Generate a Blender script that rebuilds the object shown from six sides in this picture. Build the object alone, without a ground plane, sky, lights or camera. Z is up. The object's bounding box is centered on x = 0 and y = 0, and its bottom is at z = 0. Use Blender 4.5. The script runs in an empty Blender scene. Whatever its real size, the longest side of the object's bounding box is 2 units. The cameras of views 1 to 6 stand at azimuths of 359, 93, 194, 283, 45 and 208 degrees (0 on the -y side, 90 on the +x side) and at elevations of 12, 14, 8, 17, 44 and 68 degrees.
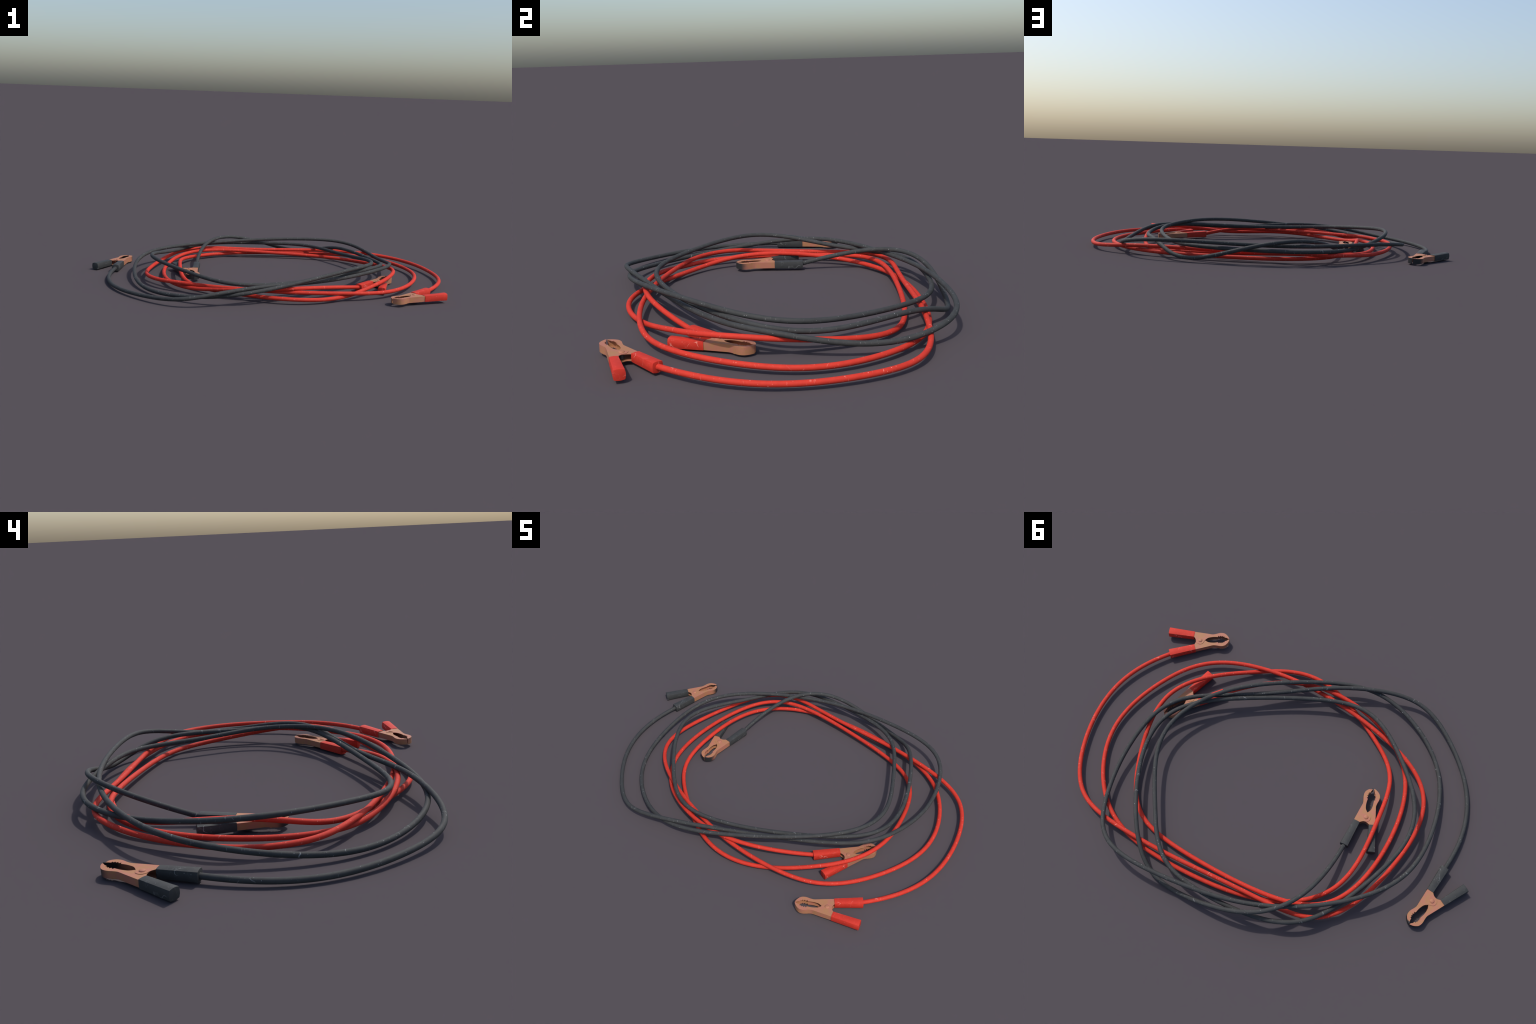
"""A pair of coiled jumper leads, red and black, each with a spring clamp at both ends."""
import math

import bmesh
import bpy
import numpy as np

# Spines of the two cables: control points (metres) of uniform cubic B-splines that
# run from clamp to clamp through the turns of the coil.
RED_SPINE = [
    (0.6819, -0.5166, 0.0185), (0.8473, -0.3469, 0.0263), (0.9513, -0.1789, 0.0279), (0.9946, -0.0127, 0.0234),
    (0.9857, 0.1502, 0.0215), (0.9446, 0.3021, 0.0239), (0.8837, 0.4295, 0.0242), (0.8018, 0.5180, 0.0269),
    (0.6884, 0.5613, 0.0364), (0.5402, 0.5755, 0.0455), (0.3660, 0.5794, 0.0484), (0.1786, 0.5698, 0.0460),
    (-0.0082, 0.5560, 0.0432), (-0.1809, 0.5483, 0.0450), (-0.3278, 0.5411, 0.0508), (-0.4422, 0.5099, 0.0449),
    (-0.5265, 0.4368, 0.0441), (-0.5882, 0.3237, 0.0333), (-0.6321, 0.1825, 0.0269), (-0.6616, 0.0307, 0.0256),
    (-0.6712, -0.1135, 0.0303), (-0.6455, -0.2367, 0.0393), (-0.5718, -0.3324, 0.0411), (-0.4476, -0.4037, 0.0484),
    (-0.2841, -0.4559, 0.0437), (-0.0954, -0.4952, 0.0462), (0.1017, -0.5151, 0.0417), (0.2946, -0.5056, 0.0421),
    (0.4701, -0.4725, 0.0370), (0.6143, -0.4132, 0.0303), (0.7206, -0.3153, 0.0309), (0.7964, -0.1820, 0.0276),
    (0.8522, -0.0332, 0.0254), (0.8735, 0.1177, 0.0218), (0.8432, 0.2644, 0.0221), (0.7679, 0.4007, 0.0249),
    (0.6600, 0.5134, 0.0249), (0.5163, 0.5822, 0.0220), (0.3390, 0.6061, 0.0205), (0.1409, 0.6026, 0.0198),
    (-0.0575, 0.5819, 0.0184), (-0.2338, 0.5322, 0.0182), (-0.3722, 0.4512, 0.0199), (-0.4622, 0.3461, 0.0256),
    (-0.4991, 0.2197, 0.0383), (-0.4985, 0.0799, 0.0543), (-0.4849, -0.0608, 0.0604), (-0.4714, -0.1888, 0.0499),
    (-0.4382, -0.2930, 0.0313), (-0.3626, -0.3740, 0.0192), (-0.2485, -0.4468, 0.0196), (-0.1155, -0.5196, 0.0235),
    (0.0237, -0.5740, 0.0249), (0.1620, -0.5854, 0.0234), (0.2961, -0.5423, 0.0168), (0.4261, -0.4551, 0.0196),
    (0.5521, -0.3513, 0.0472), (0.6554, -0.2386, 0.0652), (0.7146, -0.1169, 0.0775), (0.7197, 0.0184, 0.0670),
    (0.6857, 0.1633, 0.0493), (0.6330, 0.3046, 0.0298), (0.5653, 0.4203, 0.0177), (0.4686, 0.4913, 0.0158),
    (0.3320, 0.5192, 0.0214), (0.1623, 0.5294, 0.0268), (-0.0229, 0.5301, 0.0336), (-0.2027, 0.5190, 0.0422),
    (-0.3565, 0.4877, 0.0459), (-0.4698, 0.4191, 0.0407), (-0.5396, 0.3049, 0.0306), (-0.5749, 0.1526, 0.0236),
    (-0.5822, -0.0185, 0.0227), (-0.5615, -0.1870, 0.0239), (-0.5039, -0.3301, 0.0254), (-0.3965, -0.4377, 0.0243),
    (-0.2453, -0.5071, 0.0465), (-0.0675, -0.5405, 0.0582), (0.1214, -0.5244, 0.0645), (0.3115, -0.4370, 0.0567),
    (0.5035, -0.2755, 0.0223), (0.7004, -0.0395, -0.0313),
]

BLACK_SPINE = [
    (-0.3795, -0.2053, -0.0566), (-0.4119, 0.1268, 0.0279), (-0.3896, 0.3750, 0.0887), (-0.3124, 0.5435, 0.1167),
    (-0.1921, 0.6414, 0.1104), (-0.0458, 0.6847, 0.0774), (0.1009, 0.7006, 0.0344), (0.2281, 0.7007, 0.0116),
    (0.3300, 0.6723, 0.0268), (0.4153, 0.6053, 0.0654), (0.4991, 0.5007, 0.0810), (0.5823, 0.3711, 0.0741),
    (0.6486, 0.2291, 0.0662), (0.6768, 0.0894, 0.0751), (0.6474, -0.0379, 0.0899), (0.5496, -0.1519, 0.0921),
    (0.4002, -0.2617, 0.0821), (0.2275, -0.3690, 0.0714), (0.0556, -0.4596, 0.0689), (-0.0964, -0.5166, 0.0731),
    (-0.2258, -0.5138, 0.0808), (-0.3444, -0.4461, 0.0931), (-0.4634, -0.3438, 0.1060), (-0.5716, -0.2311, 0.1172),
    (-0.6404, -0.1112, 0.1215), (-0.6520, 0.0197, 0.1090), (-0.6143, 0.1628, 0.0883), (-0.5550, 0.3129, 0.0668),
    (-0.4882, 0.4529, 0.0634), (-0.4015, 0.5596, 0.0675), (-0.2807, 0.6203, 0.0683), (-0.1316, 0.6468, 0.0682),
    (0.0265, 0.6558, 0.0686), (0.1713, 0.6476, 0.0706), (0.2873, 0.6076, 0.0706), (0.3746, 0.5213, 0.0688),
    (0.4546, 0.4054, 0.0676), (0.5373, 0.2833, 0.0736), (0.6010, 0.1610, 0.0839), (0.6164, 0.0349, 0.0946),
    (0.5751, -0.0972, 0.1070), (0.4861, -0.2307, 0.1172), (0.3565, -0.3554, 0.1123), (0.2025, -0.4685, 0.0963),
    (0.0454, -0.5680, 0.0787), (-0.1049, -0.6355, 0.0615), (-0.2492, -0.6502, 0.0442), (-0.3895, -0.6112, 0.0280),
    (-0.5212, -0.5373, 0.0178), (-0.6282, -0.4351, 0.0166), (-0.6966, -0.3037, 0.0254), (-0.7319, -0.1524, 0.0423),
    (-0.7422, 0.0017, 0.0616), (-0.7167, 0.1448, 0.0772), (-0.6397, 0.2723, 0.0869), (-0.5197, 0.3911, 0.0872),
    (-0.3706, 0.5004, 0.0853), (-0.2005, 0.5889, 0.0872), (-0.0165, 0.6461, 0.0932), (0.1695, 0.6757, 0.0983),
    (0.3397, 0.6920, 0.0986), (0.4792, 0.6878, 0.0932), (0.5812, 0.6459, 0.0780), (0.6502, 0.5600, 0.0568),
    (0.6986, 0.4423, 0.0400), (0.7283, 0.3066, 0.0462), (0.7329, 0.1650, 0.0662), (0.7170, 0.0313, 0.0870),
    (0.6706, -0.0815, 0.0925), (0.5800, -0.1720, 0.0869), (0.4537, -0.2554, 0.0738), (0.3085, -0.3473, 0.0679),
    (0.1589, -0.4514, 0.0749), (0.0086, -0.5519, 0.0844), (-0.1408, -0.6302, 0.0782), (-0.2773, -0.6841, 0.0626),
    (-0.3958, -0.7046, 0.0414), (-0.5050, -0.6714, 0.0288), (-0.6174, -0.5931, 0.0216), (-0.7313, -0.4876, 0.0164),
    (-0.8228, -0.3541, 0.0129), (-0.8712, -0.1881, 0.0152), (-0.8650, 0.0124, 0.0208), (-0.8033, 0.2483, 0.0243),
]

CABLE_RADIUS = 0.0103
MM = 0.001

# Where each clamp lies: hinge centre, tilt and turn (degrees), which side of the
# clamp the cable grip is on, and whether the cable-side jaw carries the outer ear.
CLAMPS = {
    "red": [
        dict(at=(0.7513, -0.4731, 0.0261), turn=(1.63, 0.38, -147.44), side=-1, ear_on_cable=False),
        dict(at=(0.6215, -0.1658, 0.0199), turn=(-0.06, -0.07, 62.94), side=1, ear_on_cable=False),
    ],
    "black": [
        dict(at=(-0.4316, -0.0369, 0.0255), turn=(-1.08, 0.01, -77.66), side=1, ear_on_cable=True),
        dict(at=(-0.8710, 0.1699, 0.0196), turn=(-1.04, 0.43, 72.50), side=-1, ear_on_cable=True),
    ],
}


# ------------------------------------------------------------------ materials
class Nodes:
    """Small helper that writes node graphs as expressions."""

    def __init__(self, name):
        self.mat = bpy.data.materials.new(name)
        self.mat.use_nodes = True
        self.nt = self.mat.node_tree
        self.bsdf = self.nt.nodes["Principled BSDF"]

    def new(self, kind, **kw):
        n = self.nt.nodes.new(kind)
        for k, v in kw.items():
            setattr(n, k, v)
        return n

    def link(self, a, b):
        if hasattr(a, "is_output"):
            self.nt.links.new(a, b)
        else:
            b.default_value = a

    def math(self, op, a, b=0.0, c=None, clamp=False):
        n = self.new("ShaderNodeMath", operation=op, use_clamp=clamp)
        self.link(a, n.inputs[0])
        self.link(b, n.inputs[1])
        if c is not None:
            self.link(c, n.inputs[2])
        return n.outputs[0]

    def ramp(self, v, lo, hi, a=0.0, b=1.0):
        n = self.new("ShaderNodeMapRange", interpolation_type="SMOOTHSTEP")
        self.link(v, n.inputs[0])
        for i, x in enumerate((lo, hi, a, b)):
            n.inputs[i + 1].default_value = x
        return n.outputs[0]

    def coords(self):
        return self.new("ShaderNodeTexCoord").outputs["Object"]

    def split(self, v):
        n = self.new("ShaderNodeSeparateXYZ")
        self.link(v, n.inputs[0])
        return n.outputs

    def join(self, x, y, z):
        n = self.new("ShaderNodeCombineXYZ")
        for i, v in enumerate((x, y, z)):
            self.link(v, n.inputs[i])
        return n.outputs[0]

    def noise(self, v, scale, detail=2.0, rough=0.5, colour=False):
        n = self.new("ShaderNodeTexNoise")
        self.link(v, n.inputs["Vector"])
        n.inputs["Scale"].default_value = scale
        n.inputs["Detail"].default_value = detail
        n.inputs["Roughness"].default_value = rough
        return n.outputs["Color" if colour else "Fac"]

    def voronoi(self, v, scale):
        n = self.new("ShaderNodeTexVoronoi")
        self.link(v, n.inputs["Vector"])
        n.inputs["Scale"].default_value = scale
        return n.outputs["Distance"], self.split(n.outputs["Color"])

    def mix(self, f, a, b):
        n = self.new("ShaderNodeMix", data_type="RGBA")
        self.link(f, n.inputs[0])
        for v, s in ((a, n.inputs[6]), (b, n.inputs[7])):
            if isinstance(v, tuple):
                s.default_value = (*v, 1.0)
            else:
                self.nt.links.new(v, s)
        return n.outputs[2]

    def bump(self, height, strength, distance):
        n = self.new("ShaderNodeBump")
        n.inputs["Strength"].default_value = strength
        n.inputs["Distance"].default_value = distance
        self.link(height, n.inputs["Height"])
        self.nt.links.new(n.outputs[0], self.bsdf.inputs["Normal"])

    def finish(self, colour, rough, spec=0.4):
        self.nt.links.new(colour, self.bsdf.inputs["Base Color"])
        self.link(rough, self.bsdf.inputs["Roughness"])
        self.bsdf.inputs["Specular IOR Level"].default_value = spec
        return self.mat


def cable_material(name, base, shade, scratch, seed):
    """Rubber sheath: faint mottling, thin nicks that run across the cable, small specks."""
    m = Nodes(name)
    p = m.coords()
    x, y, z = m.split(p)[0:3]
    along = m.math("MULTIPLY", m.math("ARCTAN2", y, x), 0.62)
    radial = m.math("SQRT", m.math("ADD", m.math("MULTIPLY", x, x), m.math("MULTIPLY", y, y)))
    wob = m.split(m.noise(p, 34.0, 1.0, colour=True))
    along = m.math("ADD", along, m.math("MULTIPLY", wob[0], 0.035))
    def nicks(seed_shift, fine, broad, keep_from, strength):
        q = m.join(m.math("MULTIPLY_ADD", along, fine, seed + seed_shift), m.math("MULTIPLY", radial, broad), m.math("MULTIPLY", z, broad))
        d, c = m.voronoi(q, 1.0)
        kept = m.ramp(c[0], keep_from, keep_from + 0.02)
        return m.math("MULTIPLY", m.math("MULTIPLY", m.ramp(d, 0.10, 0.32, 1.0, 0.0), kept), m.math("MULTIPLY_ADD", c[1], strength * 0.6, strength * 0.4))

    nick = nicks(0.0, 210.0, 26.0, 0.93, 1.0)
    fine = nicks(7.3, 340.0, 44.0, 0.88, 0.45)
    d3, c3 = m.voronoi(p, 150.0)
    speck = m.math("MULTIPLY", m.ramp(d3, 0.12, 0.34, 1.0, 0.0), m.ramp(c3[2], 0.90, 1.0, 0.0, 1.0))
    worn = m.ramp(m.noise(p, 9.0, 2.0), 0.3, 0.65, 0.65, 1.0)
    marks = m.math("MULTIPLY", m.math("MAXIMUM", nick, m.math("MAXIMUM", fine, speck)), worn)
    grain = m.noise(p, 260.0, 3.0, 0.7)
    col = m.mix(m.ramp(m.noise(p, 30.0, 4.0, 0.6), 0.3, 0.75), base, shade)
    col = m.mix(m.ramp(grain, 0.58, 0.85, 0.0, 0.10), col, scratch)
    col = m.mix(m.math("MULTIPLY", marks, 0.75), col, scratch)
    m.bump(m.math("ADD", grain, m.math("MULTIPLY", marks, -0.6)), 0.12, 0.001)
    return m.finish(col, m.ramp(grain, 0.3, 0.7, 0.66, 0.8), 0.28)


def grip_material(name, base, shade, scratch, seed):
    """Moulded grip: hair-line scratches that wander over it, few nicks."""
    m = Nodes(name)
    p = m.coords()
    off = m.new("ShaderNodeVectorMath", operation="ADD")
    m.link(p, off.inputs[0])
    off.inputs[1].default_value = (seed, seed * 0.7, seed * 1.3)
    w = off.outputs[0]
    hair = None
    for k, (sc, wd) in enumerate(((17.0, 0.010), (29.0, 0.007))):
        n = m.noise(w, sc + k, 1.0, 0.4)
        line = m.ramp(m.math("ABSOLUTE", m.math("SUBTRACT", n, 0.5 + 0.06 * k)), 0.002, wd, 1.0, 0.0)
        keep = m.ramp(m.noise(w, 21.0 + 9 * k, 1.0), 0.52, 0.66)
        line = m.math("MULTIPLY", line, keep)
        hair = line if hair is None else m.math("MAXIMUM", hair, line)
    d, c = m.voronoi(w, 95.0)
    speck = m.math("MULTIPLY", m.ramp(d, 0.08, 0.2, 1.0, 0.0), m.ramp(c[0], 0.72, 1.0, 0.0, 0.7))
    marks = m.math("MAXIMUM", hair, speck)
    grain = m.noise(w, 300.0, 3.0, 0.7)
    col = m.mix(m.ramp(m.noise(w, 38.0, 4.0, 0.6), 0.3, 0.75), base, shade)
    col = m.mix(m.ramp(grain, 0.58, 0.85, 0.0, 0.08), col, scratch)
    col = m.mix(m.math("MULTIPLY", marks, 0.5), col, scratch)
    m.bump(m.math("ADD", grain, m.math("MULTIPLY", marks, -0.6)), 0.1, 0.001)
    return m.finish(col, 0.68, 0.28)


def copper_material(name, seed, dark_from=None, dark_to=None):
    """Dull copper-plated steel, blotchy pink to tan; optionally blackened toward the tip."""
    m = Nodes(name)
    p = m.coords()
    off = m.new("ShaderNodeVectorMath", operation="ADD")
    m.link(p, off.inputs[0])
    off.inputs[1].default_value = (seed, seed * 1.7, seed * 0.4)
    w = off.outputs[0]
    col = m.mix(m.ramp(m.noise(w, 42.0, 3.0, 0.55), 0.36, 0.66), (0.39, 0.148, 0.096), (0.365, 0.172, 0.078))
    col = m.mix(m.ramp(m.noise(w, 110.0, 4.0, 0.65), 0.5, 0.85, 0.0, 0.5), col, (0.44, 0.185, 0.108))
    grain = m.noise(w, 620.0, 3.0, 0.75)
    col = m.mix(m.ramp(grain, 0.45, 0.8, 0.0, 0.45), col, (0.30, 0.125, 0.078))
    if dark_from is not None:
        x = m.math("ADD", m.split(p)[0], m.math("MULTIPLY", m.noise(w, 60.0, 2.0), 0.010))
        col = m.mix(m.ramp(x, dark_from, dark_to), col, (0.020, 0.021, 0.022))
    m.bump(grain, 0.12, 0.0008)
    m.bsdf.inputs["Metallic"].default_value = 0.0
    return m.finish(col, 0.62, 0.35)


def steel_material(name):
    m = Nodes(name)
    g = m.noise(m.coords(), 300.0, 3.0)
    col = m.mix(g, (0.10, 0.09, 0.085), (0.16, 0.145, 0.135))
    m.bsdf.inputs["Metallic"].default_value = 0.6
    return m.finish(col, 0.5)


# ------------------------------------------------------------------- helpers
def add_object(name, mesh, parent=None):
    o = bpy.data.objects.new(name, mesh)
    bpy.context.scene.collection.objects.link(o)
    if parent is not None:
        o.parent = parent
    return o


def smooth(mesh, angle):
    for p in mesh.polygons:
        p.use_smooth = True
    mesh.set_sharp_from_angle(angle=math.radians(angle))


def spline(points, per):
    """Catmull-Rom through 2D points."""
    pts = [np.array(p, float) for p in points]
    ext = [2 * pts[0] - pts[1]] + pts + [2 * pts[-1] - pts[-2]]
    out = []
    for i in range(1, len(ext) - 2):
        a, b, c, d = ext[i - 1:i + 3]
        for k in range(per):
            t = k / per
            out.append(0.5 * (2 * b + (c - a) * t + (2 * a - 5 * b + 4 * c - d) * t * t + (3 * b - a - 3 * c + d) * t ** 3))
    out.append(pts[-1])
    return [tuple(p) for p in out]


# --------------------------------------------------------------------- cable
def spine_curve(control, n):
    """Uniform cubic B-spline through the control polygon."""
    c = np.array(control)
    t = np.linspace(0, len(c) - 3, n)
    i = np.clip(t.astype(int), 0, len(c) - 4)
    u = (t - i)[:, None]
    return ((1 - u) ** 3 * c[i] + (3 * u ** 3 - 6 * u ** 2 + 4) * c[i + 1]
            + (-3 * u ** 3 + 3 * u ** 2 + 3 * u + 1) * c[i + 2] + u ** 3 * c[i + 3]) / 6


def cable_mesh(name, control, rings=1500, sides=20):
    p = spine_curve(control, rings)
    tan = np.gradient(p, axis=0)
    tan /= np.linalg.norm(tan, axis=1)[:, None]
    nrm = np.cross(tan[0], (0, 0, 1))
    nrm /= np.linalg.norm(nrm)
    verts, ang = [], np.linspace(0, 2 * math.pi, sides, endpoint=False)
    for k in range(rings):
        nrm = nrm - tan[k] * (nrm @ tan[k])
        nrm /= np.linalg.norm(nrm)
        bi = np.cross(tan[k], nrm)
        verts += [tuple(p[k] + CABLE_RADIUS * (math.cos(a) * nrm + math.sin(a) * bi)) for a in ang]
    faces = [(k * sides + j, k * sides + (j + 1) % sides, (k + 1) * sides + (j + 1) % sides, (k + 1) * sides + j)
             for k in range(rings - 1) for j in range(sides)]
    faces += [tuple(range(sides))[::-1], tuple((rings - 1) * sides + j for j in range(sides))]
    me = bpy.data.meshes.new(name)
    me.from_pydata(verts, [], faces)
    smooth(me, 50)
    return me


# --------------------------------------------------------------------- clamp
PLATE_TOP = 14.2      # half the height of the clamp body, mm
SHEET = 1.5           # sheet metal thickness, mm
EAR = 22.0            # radius of the hinge ear, mm


def jaw_outline():
    """Flat outline of one jaw in mm, hinge at the origin, nose along +x, own side +y.
    Returns the outer edge (grip -> nose) and the inner edge (nose -> hinge -> grip)."""
    outer = [(-44.0, 54.0), (-27.0, 51.3)]
    outer += [(20.0, 41.2), (58.0, 32.6)]
    outer += spline([(58, 32.6), (66, 31.4), (76, 32.2), (87, 34.4), (98, 37.2), (108, 38.2), (118, 37.2),
                     (127, 34.0), (135, 27.5), (141.5, 20), (146.5, 11.5), (150.2, 2.6)], 3)[1:]
    nose = [(149.6, 1.6), (145.0, 2.2), (141.0, 4.4), (135.5, 8.4), (130.0, 9.6), (125.6, 10.6)]
    teeth = [(125.0, 16.8), (119.2, 15.0), (116.6, 20.8), (111.2, 16.4), (106.8, 22.2), (100.6, 16.2), (95.4, 22.4), (91.2, 15.2)]
    throat = spline([(91.2, 15.2), (80, 16.2), (68, 16.5), (55, 15.2), (43, 12.8), (34, 8.0), (24.6, 0.0)], 2)[1:]
    a0, a1 = math.radians(-54), math.radians(-180)
    ear = [(EAR * math.cos(a0 + (a1 - a0) * k / 14), EAR * math.sin(a0 + (a1 - a0) * k / 14)) for k in range(15)]
    waist = spline([(-22.0, 0.0), (-23.2, 7.5), (-26.6, 15.0), (-32.0, 23.2)], 3)[1:] + [(-46.0, 27.0)]
    return outer, nose + teeth + throat + ear + waist


def jaw_mesh(name, side, drop):
    """U-shaped sheet: top plate, bottom plate and the wall along the outer edge."""
    outer, inner = jaw_outline()
    ring = outer + inner
    n, m = len(ring), len(outer)
    top = PLATE_TOP - drop
    verts = [(x * MM, side * y * MM, z * MM) for z in (top, -top) for x, y in ring]
    up, down = list(range(n)), list(range(n, 2 * n))
    faces = [up if side < 0 else up[::-1], down[::-1] if side < 0 else down]
    for i in range(m - 1):
        f = (i, i + 1, n + i + 1, n + i)
        faces.append(f[::-1] if side < 0 else f)
    bm = bmesh.new()
    bv = [bm.verts.new(v) for v in verts]
    bf = [bm.faces.new([bv[i] for i in f]) for f in faces]
    for f in bf[2:]:
        f.material_index = 1
    bends = [e for e in bm.edges if len(e.link_faces) == 2
             and sum(1 for f in e.link_faces if f.material_index == 0) == 1]
    bmesh.ops.bevel(bm, geom=bends, offset=1.1 * MM, segments=2, affect="EDGES", profile=0.5, clamp_overlap=True, material=1)
    bmesh.ops.recalc_face_normals(bm, faces=bm.faces)
    # an open shell: make sure that the top plate looks up
    t = max(bm.faces, key=lambda f: f.calc_center_median().z + f.calc_area())
    tops = [f for f in bm.faces if abs(f.normal.z) > 0.9 and f.calc_center_median().z > top * MM * 0.9]
    if tops and tops[0].normal.z < 0:
        bmesh.ops.reverse_faces(bm, faces=bm.faces)
    bmesh.ops.triangulate(bm, faces=[f for f in bm.faces if len(f.verts) > 4])
    me = bpy.data.meshes.new(name)
    bm.to_mesh(me)
    bm.free()
    return me


def bake_modifiers(o):
    dg = bpy.context.evaluated_depsgraph_get()
    me = bpy.data.meshes.new_from_object(o.evaluated_get(dg))
    old = o.data
    o.modifiers.clear()
    o.data = me
    me.name = old.name
    bpy.data.meshes.remove(old)


GRIP_FROM, GRIP_TO = np.array((-28.5, 37.2)), np.array((-158.2, 64.2))


def grip_mesh(name, side):
    """Moulded sleeve: a square section with bulging faces that swells toward its end."""
    axis = GRIP_TO - GRIP_FROM
    length = np.linalg.norm(axis)
    axis /= length
    across = np.array((-axis[1], axis[0]))

    def section(half_w, half_h, bulge, per=6):
        pts = []
        corners = [(-half_w, half_h), (half_w, half_h), (half_w, -half_h), (-half_w, -half_h)]
        for k in range(4):
            a, b = np.array(corners[k], float), np.array(corners[(k + 1) % 4], float)
            out = np.array((a[1] - b[1], b[0] - a[0])) / np.linalg.norm(b - a)
            for j in range(per):
                t = (j + 0.0) / per
                pts.append(a + (b - a) * t + out * bulge * 4 * t * (1 - t))
        return pts

    # distance along the grip, scale of the section, (half width, half height, bulge)
    rows = [(3.0, 14.0, 13.9, 0.6), (0.0, 14.6, 14.4, 1.0), (0.6, 15.2, 14.9, 1.2), (20, 15.5, 15.2, 1.5),
            (60, 16.2, 15.7, 2.3), (100, 17.0, 16.2, 2.8), (length - 1.0, 17.7, 16.7, 3.1), (length - 0.2, 17.4, 16.4, 3.1), (length, 16.9, 15.9, 3.0)]
    verts, faces = [], []
    per = 24
    for s, w, h, b in rows:
        for a, z in section(w, h, b):
            q = GRIP_FROM + axis * s + across * a
            verts.append((q[0] * MM, side * q[1] * MM, z * MM))
    for r in range(len(rows) - 1):
        for j in range(per):
            faces.append((r * per + j, r * per + (j + 1) % per, (r + 1) * per + (j + 1) % per, (r + 1) * per + j))
    faces += [tuple(range(per))[::-1], tuple((len(rows) - 1) * per + j for j in range(per))]
    bm = bmesh.new()
    bv = [bm.verts.new(v) for v in verts]
    for f in faces:
        bm.faces.new([bv[i] for i in f])
    bmesh.ops.recalc_face_normals(bm, faces=bm.faces)
    me = bpy.data.meshes.new(name)
    bm.to_mesh(me)
    bm.free()
    smooth(me, 28)
    return me


def dome_mesh(name, radius, height, base, flip):
    """Rivet head: a low dome standing on the plate."""
    verts, faces, seg = [], [], 28
    prof = [(1.0, -0.6), (1.0, 0.5), (0.97, 1.1), (0.88, 0.62 * height), (0.68, 0.84 * height), (0.36, 0.97 * height)]
    for r, h in prof:
        for k in range(seg):
            a = 2 * math.pi * k / seg
            verts.append((radius * r * math.cos(a) * MM, radius * r * math.sin(a) * MM, flip * (base + h) * MM))
    verts.append((0, 0, flip * (base + height) * MM))
    for r in range(len(prof) - 1):
        for k in range(seg):
            f = (r * seg + k, r * seg + (k + 1) % seg, (r + 1) * seg + (k + 1) % seg, (r + 1) * seg + k)
            faces.append(f if flip > 0 else f[::-1])
    last = (len(prof) - 1) * seg
    for k in range(seg):
        f = (last + k, last + (k + 1) % seg, len(verts) - 1)
        faces.append(f if flip > 0 else f[::-1])
    me = bpy.data.meshes.new(name)
    me.from_pydata(verts, [], faces)
    smooth(me, 40)
    return me


def hinge_mesh(name):
    """Hinge pin with the coil spring wound round it, inside the clamp."""
    bm = bmesh.new()
    bmesh.ops.create_cone(bm, cap_ends=True, segments=20, radius1=4 * MM, radius2=4 * MM, depth=26 * MM)
    turns, wire, rad, seg = 6, 1.4, 8.0, 8
    steps = turns * 20
    rings = []
    for k in range(steps + 1):
        a = 2 * math.pi * k / 20
        z = -9.5 + 19.0 * k / steps
        ring = []
        for j in range(seg):
            b = 2 * math.pi * j / seg
            r = rad + wire * math.cos(b)
            ring.append(bm.verts.new((r * math.cos(a) * MM, r * math.sin(a) * MM, (z + wire * math.sin(b)) * MM)))
        rings.append(ring)
    for k in range(steps):
        for j in range(seg):
            bm.faces.new((rings[k][j], rings[k + 1][j], rings[k + 1][(j + 1) % seg], rings[k][(j + 1) % seg]))
    bmesh.ops.recalc_face_normals(bm, faces=bm.faces)
    me = bpy.data.meshes.new(name)
    bm.to_mesh(me)
    bm.free()
    smooth(me, 40)
    return me


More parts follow.
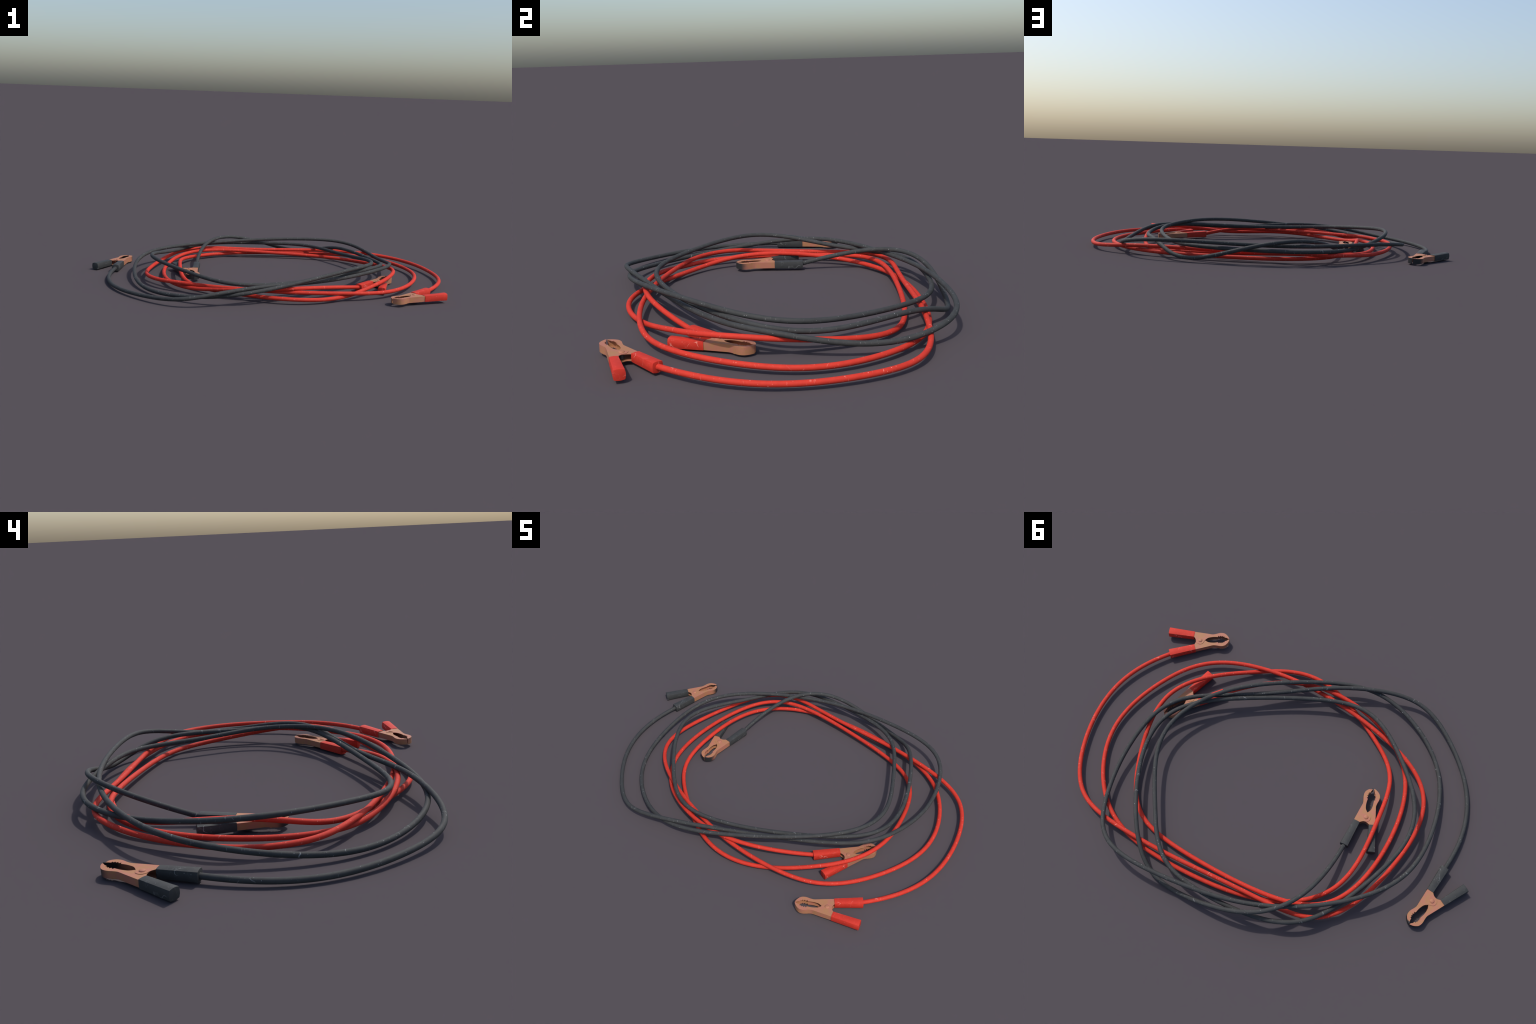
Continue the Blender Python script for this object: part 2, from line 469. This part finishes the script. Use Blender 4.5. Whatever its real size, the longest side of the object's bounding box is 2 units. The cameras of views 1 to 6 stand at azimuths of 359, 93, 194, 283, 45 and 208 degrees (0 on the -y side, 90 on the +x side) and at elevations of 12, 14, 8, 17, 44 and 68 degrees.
def build_clamp(thing, spec, mats):
    side = spec["side"]
    clamp = add_object("clamp", hinge_mesh("clamp"), thing)
    clamp.location = spec["at"]
    clamp.rotation_euler = [math.radians(a) for a in spec["turn"]]
    clamp.data.materials.append(mats["steel"])
    for cable_side in (True, False):
        s = side if cable_side else -side
        outer = cable_side == spec["ear_on_cable"]
        jaw = add_object("jaw", jaw_mesh("jaw", s, 0.0 if outer else SHEET + 0.1), clamp)
        jaw.data.materials.append(mats["jaw_tip"] if cable_side else mats["jaw"])
        jaw.data.materials.append(mats["jaw_wall"])
        mod = jaw.modifiers.new("sheet", "SOLIDIFY")
        mod.thickness = SHEET * MM
        mod.offset = -1.0
        mod.use_even_offset = False
        bake_modifiers(jaw)
        smooth(jaw.data, 32)
        grip = add_object("handle_grip", grip_mesh("handle_grip", s), clamp)
        grip.data.materials.append(mats["grip"])
    for flip in (1, -1):
        rivet = add_object("rivet", dome_mesh("rivet", 10.6, 4.0, PLATE_TOP, flip), clamp)
        rivet.data.materials.append(mats["jaw"])
    return clamp


def build_lead(colour, spine, mats, label):
    thing = bpy.data.objects.new(f"{colour}_jumper_cable", None)
    bpy.context.scene.collection.objects.link(thing)
    thing["label"] = label
    thing["category"] = "jumper cable"
    cable = add_object("cable", cable_mesh("cable", spine), thing)
    cable.data.materials.append(mats["cable"])
    for spec in CLAMPS[colour]:
        build_clamp(thing, spec, mats)
    return thing


def main():
    steel = steel_material("spring_steel")
    copper = copper_material("copper_plate", 0.0)
    red = dict(
        cable=cable_material("red_rubber", (0.545, 0.034, 0.018), (0.49, 0.028, 0.015), (0.86, 0.40, 0.33), 0.0),
        grip=grip_material("red_grip", (0.54, 0.033, 0.018), (0.49, 0.028, 0.015), (0.85, 0.38, 0.31), 1.3),
        jaw=copper, jaw_tip=copper, jaw_wall=copper, steel=steel)
    black = dict(
        cable=cable_material("black_rubber", (0.043, 0.045, 0.045), (0.034, 0.0355, 0.0355), (0.40, 0.41, 0.41), 31.0),
        grip=grip_material("black_grip", (0.042, 0.044, 0.044), (0.035, 0.0365, 0.0365), (0.36, 0.37, 0.37), 4.1),
        jaw=copper_material("copper_plate_worn", 2.0),
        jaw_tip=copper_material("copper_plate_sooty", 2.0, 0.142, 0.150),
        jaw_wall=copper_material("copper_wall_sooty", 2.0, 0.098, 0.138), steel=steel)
    build_lead("red", RED_SPINE, red, "coiled red rubber cable with copper clamps and red grips")
    build_lead("black", BLACK_SPINE, black, "coiled dark grey rubber cable with copper clamps and black grips")


main()
